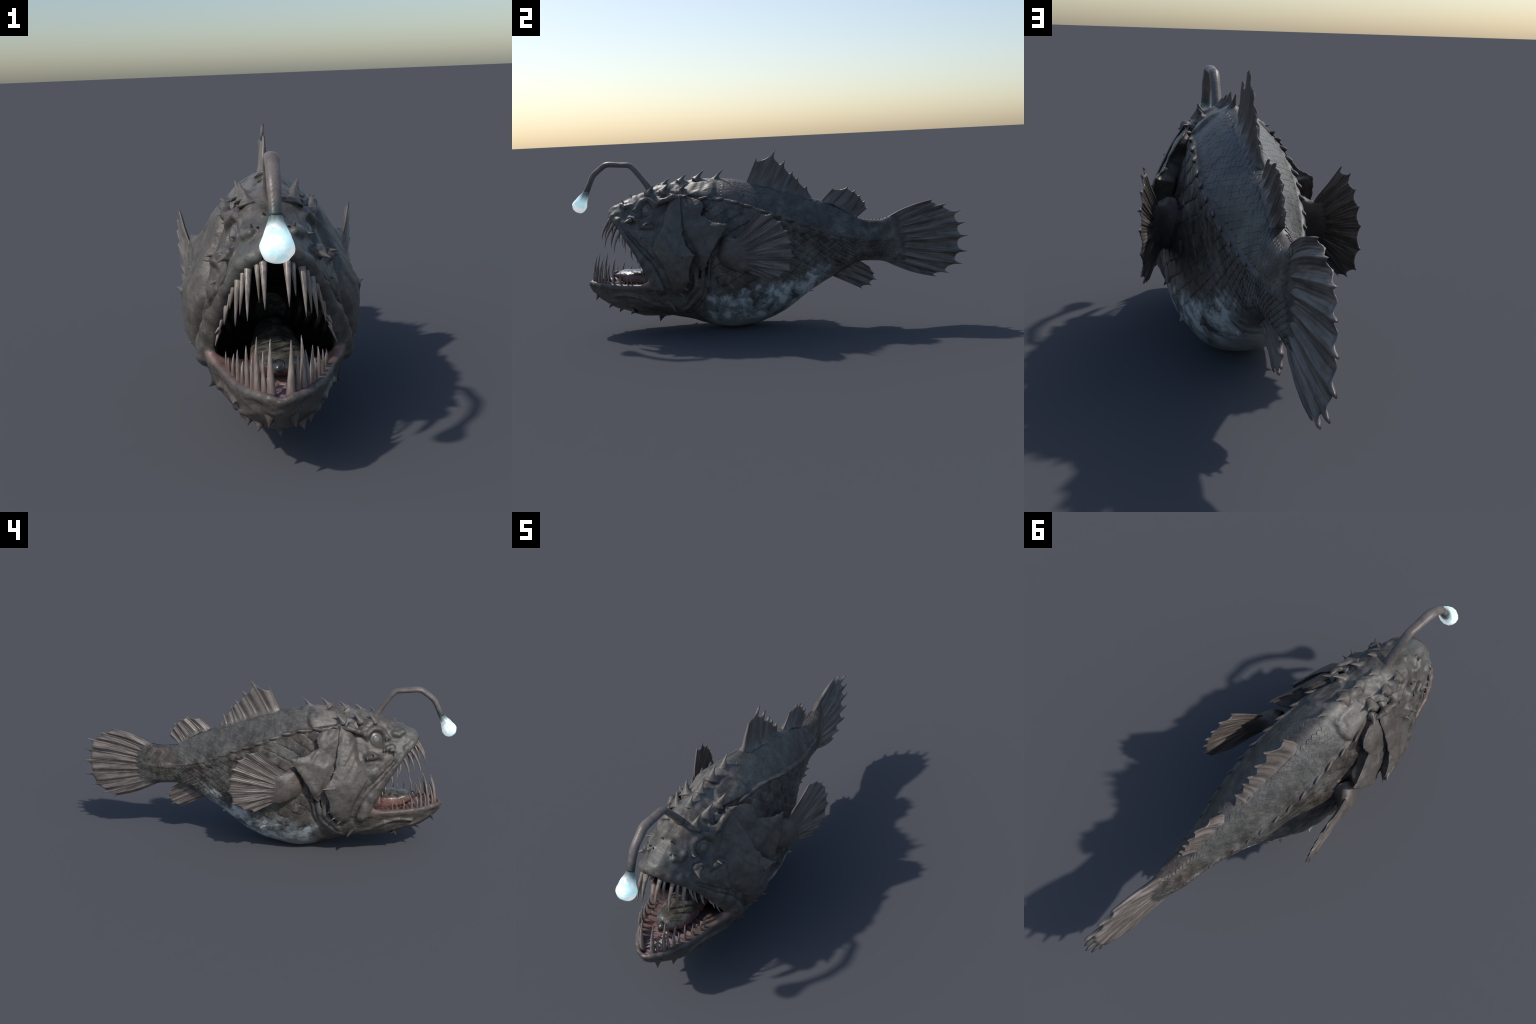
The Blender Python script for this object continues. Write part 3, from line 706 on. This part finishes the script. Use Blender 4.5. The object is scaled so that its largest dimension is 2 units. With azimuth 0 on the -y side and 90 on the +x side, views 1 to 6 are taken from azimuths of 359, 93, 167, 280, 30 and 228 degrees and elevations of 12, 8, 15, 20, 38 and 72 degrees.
# ----------------------------------------------------------------------------------------------
# fins: sheets between a root line and scalloped ray tips, pleated along the rays
# ----------------------------------------------------------------------------------------------
def fin(name, roots, tips, depths, thick0=.010, thick1=.0035, pleat=.005, ray=.004, side=(1, 0, 0), bow=0.0, mirror_too=False, rows=30, per=20, spine=.085, twin=True, flare=.010, mat=None, fine=.0009):
    roots, tips = np.array(roots, float), np.array(tips, float); n = len(tips) - 1
    tk = np.linspace(0, n, n * per + 1); fr = tk - np.minimum(np.floor(tk), n - 1)
    R = pchip(np.linspace(0, n, len(roots)), roots, tk); T = np.stack([np.interp(tk, range(n + 1), tips[:, a]) for a in range(3)], 1)
    dep = np.array(depths)[np.minimum(tk.astype(int), n - 1)]
    u = np.minimum(fr, 1 - fr)                                             # concave membrane between pointed ray tips
    scal = dep * (.80 * (1 - np.exp(-(u / spine) ** 1.3)) + .20 * 4 * fr * (1 - fr))
    L = np.linalg.norm(T - R, axis=1)
    T = T - (T - R) * (scal / np.maximum(L, 1e-6))[:, None]
    rr = np.linspace(0, 1, rows); S0 = np.array(side, float); S0 /= np.linalg.norm(S0)
    edge = np.minimum(tk, n - tk)                                          # distance from the first / last ray
    ridge = np.maximum(np.exp(-(np.minimum(fr, 1 - fr) / .13) ** 2), .75 * np.exp(-((fr - .5) / .10) ** 2) * twin)
    faces, verts = [], []
    for r in rr:
        Mid = R + (T - R) * r
        if bow:
            e = (T - R); w = np.stack([e[:, 0] * 0, -e[:, 2], e[:, 1]], 1); w /= np.linalg.norm(w, axis=1)[:, None] + 1e-9
            Mid = Mid + w * (bow * math.sin(math.pi * r) * (np.abs(2 * tk / n - 1) ** 1.5 * np.sign(1 - 2 * tk / n)))[:, None]
        grow = sstep(0, .25, r)
        th = (thick0 + (thick1 - thick0) * r ** .6) * (.55 + .45 * sstep(0, .5, edge)) + ray * ridge * grow * (1 - .55 * r) + flare * np.exp(-r / .14) * sstep(0, .6, edge + .2)
        th = th + fine * grow * np.cos(2 * math.pi * fr * 5 + 2 * np.sin(tk * 3))
        shift = pleat * grow * (.5 + .5 * r) * np.cos(2 * math.pi * fr) + .002 * noise(Mid, 18, 2)
        thin = 1 - .75 * sstep(.97, 1, r)
        verts += [Mid + S0 * (shift + th * thin)[:, None], Mid + S0 * (shift - th * thin)[:, None]]
    m = len(tk); Vv = np.concatenate(verts)
    def idx(i, s, j): return (2 * i + s) * m + j
    for i in range(rows - 1):
        for j in range(m - 1):
            faces.append((idx(i, 0, j), idx(i, 0, j + 1), idx(i + 1, 0, j + 1), idx(i + 1, 0, j)))
            faces.append((idx(i, 1, j), idx(i + 1, 1, j), idx(i + 1, 1, j + 1), idx(i, 1, j + 1)))
        for j in (0, m - 1):
            q = (idx(i, 0, j), idx(i + 1, 0, j), idx(i + 1, 1, j), idx(i, 1, j)); faces.append(q if j == 0 else q[::-1])
    for j in range(m - 1):
        faces.append((idx(rows - 1, 0, j), idx(rows - 1, 0, j + 1), idx(rows - 1, 1, j + 1), idx(rows - 1, 1, j)))
        faces.append((idx(0, 0, j), idx(0, 1, j), idx(0, 1, j + 1), idx(0, 0, j + 1)))
    obs = []
    for sgn in ((1, -1) if mirror_too else (1,)):
        me = make_mesh(name, Vv * [sgn, 1, 1], faces if sgn > 0 else [q[::-1] for q in faces])
        obs.append(add_object(name, me, mat or M_FIN))
    for ob in obs: fix_normals(ob.data)
    return obs

def fix_normals(me):
    bm = bmesh.new(); bm.from_mesh(me); bmesh.ops.recalc_face_normals(bm, faces=bm.faces); bm.to_mesh(me); bm.free()
    me.polygons.foreach_set("use_smooth", np.ones(len(me.polygons), bool)); me.update()

mid = lambda pts: [(0, a, b) for a, b in pts]
fin("dorsal_fin", mid([(-.108,.726),(-.050,.716),(.015,.700),(.075,.676),(.125,.660),(.180,.642),(.240,.622)]),
    mid([(-.047,.856),(.049,.890),(.097,.836),(.134,.782),(.158,.751),(.200,.705),(.243,.634)]), [.036,.040,.032,.020,.024,.020], .013, .003, .006, .005, twin=False, flare=.020, fine=.0004)
fin("rear_dorsal_fin", mid([(.262,.618),(.315,.606),(.365,.580),(.405,.552),(.430,.535),(.440,.530)]),
    mid([(.332,.687),(.407,.689),(.444,.671),(.469,.649),(.491,.616),(.504,.580)]), [.020,.016,.016,.018,.014], .010, .003, .005, .003, mat=M_REARFIN, flare=.014)
fin("caudal_fin", mid([(.590,.522),(.612,.495),(.622,.465),(.626,.435),(.626,.405),(.624,.375),(.618,.348),(.606,.322),(.585,.300)]),
    mid([(.827,.606),(.896,.583),(.968,.546),(.986,.484),(1.0,.417),(.996,.336),(.970,.272),(.904,.227),(.836,.213)]), [.028,.040,.044,.046,.052,.050,.044,.034], .022, .0035, .006, .004, bow=.012, mat=M_TAILFIN, flare=0)
fin("anal_fin", mid([(.450,.312),(.420,.298),(.380,.275),(.345,.255),(.310,.238)]),
    mid([(.513,.268),(.535,.238),(.540,.206),(.512,.178),(.461,.165)]), [.022,.022,.024,.020], .010, .003, .004, .003, mat=M_ANALFIN)
# pectoral fins: fleshy arm and fan
pf = fin("pectoral_fin", [(.246,-.165,.464),(.258,-.145,.442),(.264,-.132,.420),(.266,-.128,.398),(.263,-.128,.374),(.254,-.134,.350),(.242,-.140,.336)],
    [(.294,-.028,.611),(.303,.033,.599),(.309,.075,.559),(.313,.105,.514),(.314,.121,.459),(.315,.131,.391),(.311,.110,.322),(.301,.057,.286),(.292,.003,.273)],
    [.019,.017,.015,.014,.014,.015,.016,.016], .009, .0022, .0028, .0022, side=(1, -.25, 0), mirror_too=True, mat=M_PECTORAL, flare=0, fine=.0010)
PECTORAL = {1: pf[0], -1: pf[1]}
arm = curve([(.130,-.215,.402,.052,.086),(.180,-.205,.404,.052,.086),(.218,-.188,.404,.047,.083),(.244,-.160,.403,.036,.079),(.258,-.130,.401,.021,.081),(.265,-.104,.400,.010,.082),(.269,-.080,.400,.003,.076)], 20)
for sgn in (1, -1):
    v, f = sweep(arm[:, :3] * [sgn, 1, 1], [(r1, r2) for r1, r2 in arm[:, 3:]], 36, 1, (1, .35 * sgn, 0))
    w = half(v); v = v + (v - np.repeat(arm[:, :3] * [sgn, 1, 1], 36, 0)) * (.10 * noise(w, 28, 3) + .06 * noise(w, 60, 5))[:, None]
    fix_normals(add_object("pectoral_arm", make_mesh("pectoral_arm", v, f), M_ARM, PECTORAL[sgn]).data)


# ----------------------------------------------------------------------------------------------
# teeth
# ----------------------------------------------------------------------------------------------
def tooth(root, bendp, tip, r, parent):
    for sgn in (1, -1):
        m = np.array([sgn, 1, 1]); j = np.array([random.uniform(-.005, .005), random.uniform(-.006, .006), random.uniform(-.010, .008)])
        path = bezier(np.array(root) * m, np.array(bendp) * m, (np.array(tip) + j) * m, 10); s = np.linspace(0, 1, 10)
        rad = r * (1 - s ** 1.7) * (1 + .35 * np.exp(-(s / .12) ** 2)) + .0007
        v, f = sweep(path, rad, 8, .85, (1, 0, 0), random.random(), .07); ob = add_object("tooth", make_mesh("tooth", v, f), M_TOOTH, PART[parent]); fix_normals(ob.data)

lip_u = curve([(.0,-.795,.590),(.030,-.790,.587),(.058,-.778,.572),(.080,-.757,.550),(.101,-.732,.518),(.120,-.703,.474),(.136,-.675,.425),(.150,-.645,.370),(.165,-.612,.310)], 200)
def lip_point(arr, xv):
    i = int(np.argmin(abs(arr[:, 0] - xv))); return arr[i]
for rx, tip, r in ((.031,(.032,-.857,.466),.0095), (.046,(.047,-.818,.486),.007), (.070,(.080,-.828,.444),.0090), (.082,(.097,-.794,.446),.0075), (.098,(.112,-.773,.411),.0085),
                   (.107,(.130,-.722,.435),.0065), (.116,(.134,-.708,.415),.005), (.132,(.145,-.682,.377),.0065), (.146,(.161,-.654,.358),.0052), (.152,(.168,-.640,.338),.0045), (.158,(.176,-.622,.300),.004)):
    p = lip_point(lip_u, rx); tip = np.array(tip)
    tooth(p + [0, .004, .012], p * .45 + tip * .55 + np.array([0, -.022, .016]) * min(1, np.linalg.norm(tip - p) / .1), tip, r, "head")
lip_l = curve([(.0,-.917,.256),(.028,-.910,.258),(.050,-.888,.258),(.076,-.852,.258),(.108,-.790,.259),(.132,-.715,.262),(.152,-.650,.266)], 200)
for rx, h, r, lean in ((.024,.135,.0105,.026), (.041,.100,.0078,.018), (.058,.132,.0100,.030), (.070,.088,.0075,.012), (.083,.100,.0085,.016), (.095,.066,.0068,.008), (.107,.080,.0072,.012),
                       (.121,.062,.0058,.008), (.132,.040,.005,.004), (.139,.034,.0045,.004)):
    p = lip_point(lip_l, rx); tip = p + [.003, lean, h]
    tooth(p + [0, .002, -.014], p * .5 + tip * .5 + np.array([.003, -.012, 0]), tip, r, "lower_jaw")

# ----------------------------------------------------------------------------------------------
# tongue
# ----------------------------------------------------------------------------------------------
tg = curve([(0,-.812,.286,.012,.010),(0,-.800,.288,.026,.016),(0,-.778,.287,.046,.020),(0,-.740,.283,.064,.026),(0,-.690,.278,.074,.034),(0,-.62,.275,.076,.042),(0,-.54,.275,.070,.046),(0,-.45,.275,.060,.05)], 44)
v, f = sweep(tg[:, :3], [(a, b) for a, b in tg[:, 3:]], 36, 1, (1, 0, 0))
v = v.copy(); v[:, 2] += .006 * noise(v, 24, 1) + .003 * noise(v, 55, 2); v[:, 2] = np.where(v[:, 2] < .285, v[:, 2] - .02 * sstep(-.8, -.74, v[:, 1]), v[:, 2])
TONGUE = add_object("tongue", make_mesh("tongue", v, f), M_TONGUE, PART["mouth"]); fix_normals(TONGUE.data)
v, f = sweep(curve([(0,-.788,.294),(0,-.822,.286)], 8), .018 * np.sqrt(1 - np.linspace(0, .98, 8) ** 2.2), 18)
nub = add_object("tongue_tip", make_mesh("tongue_tip", v, f), M_TIP, PART["mouth"]); fix_normals(nub.data)

# ----------------------------------------------------------------------------------------------
# eyes
# ----------------------------------------------------------------------------------------------
for sgn in (1, -1):
    n = Vector((en[0] * sgn, en[1], en[2])); u = n.cross(Vector((0, 0, 1))).normalized(); w = n.cross(u)
    vs, fs = [], []; rings, seg = 26, 40
    for i in range(rings):
        a = i / (rings - 1) * math.pi * .55
        rr_ = math.sin(a); step = .012 * math.cos(rr_ * 26) * (rr_ > .28)
        for j in range(seg):
            t = 2 * math.pi * j / seg; vs.append((rr_ * math.cos(t), rr_ * math.sin(t), math.cos(a) * .85 + step + (.05 if rr_ < .3 else 0)))
    for i in range(rings - 1):
        for j in range(seg):
            k = (j + 1) % seg; fs.append((i * seg + j, (i + 1) * seg + j, (i + 1) * seg + k, i * seg + k))
    ob = add_object("eye", make_mesh("eye", vs, fs), M_EYE, PART["head"])
    c = Vector((eye[0] * sgn, eye[1], eye[2])) - n * .024
    ob.matrix_world = Matrix(((u.x, w.x, n.x, c.x), (u.y, w.y, n.y, c.y), (u.z, w.z, n.z, c.z), (0, 0, 0, 1))) @ Matrix.Diagonal((.046, .046, .027, 1))

# ----------------------------------------------------------------------------------------------
# lure
# ----------------------------------------------------------------------------------------------
st = curve([(0,-.590,.700,.026,.024),(0,-.605,.730,.020,.017),(0,-.645,.785,.018,.014),(0,-.690,.836,.0185,.014),(0,-.700,.842,.0185,.014),(0,-.745,.845,.019,.0135),(0,-.800,.850,.0205,.0145),(0,-.815,.848,.0205,.0145),
            (0,-.850,.826,.019,.0135),(0,-.880,.802,.0185,.014),(0,-.892,.786,.0185,.014),(0,-.905,.760,.0165,.0135),(0,-.916,.738,.0165,.014),(0,-.924,.722,.017,.015)], 60)
st[:, 2] += .004 * sstep(.73, .83, st[:, 2])
v, f = sweep(st[:, :3], [(a, b) for a, b in st[:, 3:]], 18, 1, (1, 0, 0), wob=.01)
LURE = add_object("lure_stalk", make_mesh("lure_stalk", v, f), M_STALK); fix_normals(LURE.data)
bl = curve([(0,-.912,.746,.0163,.0138),(0,-.921,.726,.0170,.0145),(0,-.933,.706,.0225,.0185),(0,-.943,.690,.030,.0240),(0,-.954,.672,.0380,.0305),(0,-.963,.656,.0425,.0360),(0,-.971,.642,.0405,.0355),(0,-.978,.632,.033,.029),(0,-.984,.624,.019,.016),(0,-.986,.621,.002,.002)], 26)
v, f = sweep(bl[:, :3], [(a, b) for a, b in bl[:, 3:]], 14, 1, (1, 0, 0), wob=.03)
BULB = add_object("lure_bulb", make_mesh("lure_bulb", v, f), M_BULB, LURE); fix_normals(BULB.data)

# ----------------------------------------------------------------------------------------------
# scales
# ----------------------------------------------------------------------------------------------
def scale_shape():
    """unit scale: pointed-round plate, rear edge at +x, domed, with a skirt"""
    rim = []
    for a in np.linspace(0, 2 * math.pi, 17)[:-1]:
        c, s = math.cos(a), math.sin(a); r = 1 / (abs(c) ** 1.18 + abs(s) ** 1.18) ** (1 / 1.18); rim.append((c * r, s * r))
    vs = [(0, 0, .20)]
    for k, zz in ((.55, .18), (.86, .13), (1.0, .0), (1.02, -.60)):
        vs += [(px * k, py * k, zz + .16 * px * k) for px, py in rim]
    n = len(rim); fs = [(0, 1 + j, 1 + (j + 1) % n) for j in range(n)]
    for r in range(3):
        for j in range(n):
            k = (j + 1) % n; fs.append((1 + r * n + j, 1 + (r + 1) * n + j, 1 + (r + 1) * n + k, 1 + r * n + k))
    return np.array(vs), fs
SV, SF = scale_shape(); scale_mesh = make_mesh("scale", SV, SF); scale_mesh.materials.append(M_SCALE)

def flank_points(yv, v0, v1, count, shift):
    """points and frames down the outline of the section at yv, between outline fractions v0 and v1"""
    sec = body_section(np.array([yv]))[0]; k = 5
    part = sec[int(v0 * k):int(v1 * k) + 1]; s = np.r_[0, np.cumsum(np.linalg.norm(np.diff(part, axis=0), axis=1))]
    q = (np.arange(count) + .5 + shift) / count * s[-1]; q = q[q < s[-1]]
    pts = np.stack([np.interp(q, s, part[:, 0]), np.interp(q, s, part[:, 1])], 1); dt = np.stack([np.interp(q + .004, s, part[:, 0]), np.interp(q + .004, s, part[:, 1])], 1) - pts
    return pts, dt, s[-1] / count

found = []
for v0, v1, count, thick, y0, y1 in ((2.15, 5.6, 7, .0040, -.30, .655), (.55, 1.85, 6, .0006, -.22, .65)):
    yv, odd = y0, 0
    while yv < y1:
        fade = 1 - .6 * float(sstep(.5, y1, yv))
        pts, dt, w = flank_points(yv, v0, v1, count, .5 * odd); nxt = flank_points(yv + .01, v0, v1, count, .5 * odd)[0]
        for p, d_, p2 in zip(pts, dt, nxt):
            a = np.array([p2[0] - p[0], .01, p2[1] - p[1]]); a /= np.linalg.norm(a); b = np.array([d_[0], 0, d_[1]]); b -= a * (a @ b); b /= np.linalg.norm(b) + 1e-9
            nn = np.cross(a, b); nn = nn if nn[0] > 0 else -nn
            found.append((np.array([p[0], yv, p[1]]) + a * w * random.uniform(-.04, .04) + b * w * random.uniform(-.03, .03), a, b, nn, w * random.uniform(.93, 1.04), fade * thick * random.uniform(.6, 1.3), v0 > 1))
        yv += max(w, .013) * .62; odd ^= 1
rank = sorted(range(len(found)), key=lambda i: -(found[i][4] + (1 if found[i][6] else 0)))
named = set(rank[:150]); SVs, SFs = [], []
for i, (p, a, b, nn, w, th, low) in enumerate(found):
    for sgn in (1, -1):
        m = np.array([sgn, 1, 1.0]); ca, cb, cn = a * m * w * (.645 if low else .70), b * m * w * (.535 if low else .58), nn * m * th * 3.2; o = p * m + nn * m * .0005
        if np.dot(np.cross(ca, cb), cn) < 0: cb = -cb
        if i in named:
            ob = bpy.data.objects.new("scale", scale_mesh); COL.objects.link(ob); ob.parent = PART["torso" if p[1] < .3 else "tail"]
            ob.matrix_world = Matrix(((ca[0], cb[0], cn[0], o[0]), (ca[1], cb[1], cn[1], o[1]), (ca[2], cb[2], cn[2], o[2]), (0, 0, 0, 1)))
        else:
            k = len(SVs) * len(SV); SVs.append(SV[:, :1] * ca + SV[:, 1:2] * cb + SV[:, 2:3] * cn + o)
            SFs += [tuple(q + k for q in fc_) for fc_ in SF]
st_ob = add_object("small_scales", make_mesh("small_scales", np.concatenate(SVs), SFs), M_SCALE, PART["torso"]); st_ob["kind"] = "stuff"
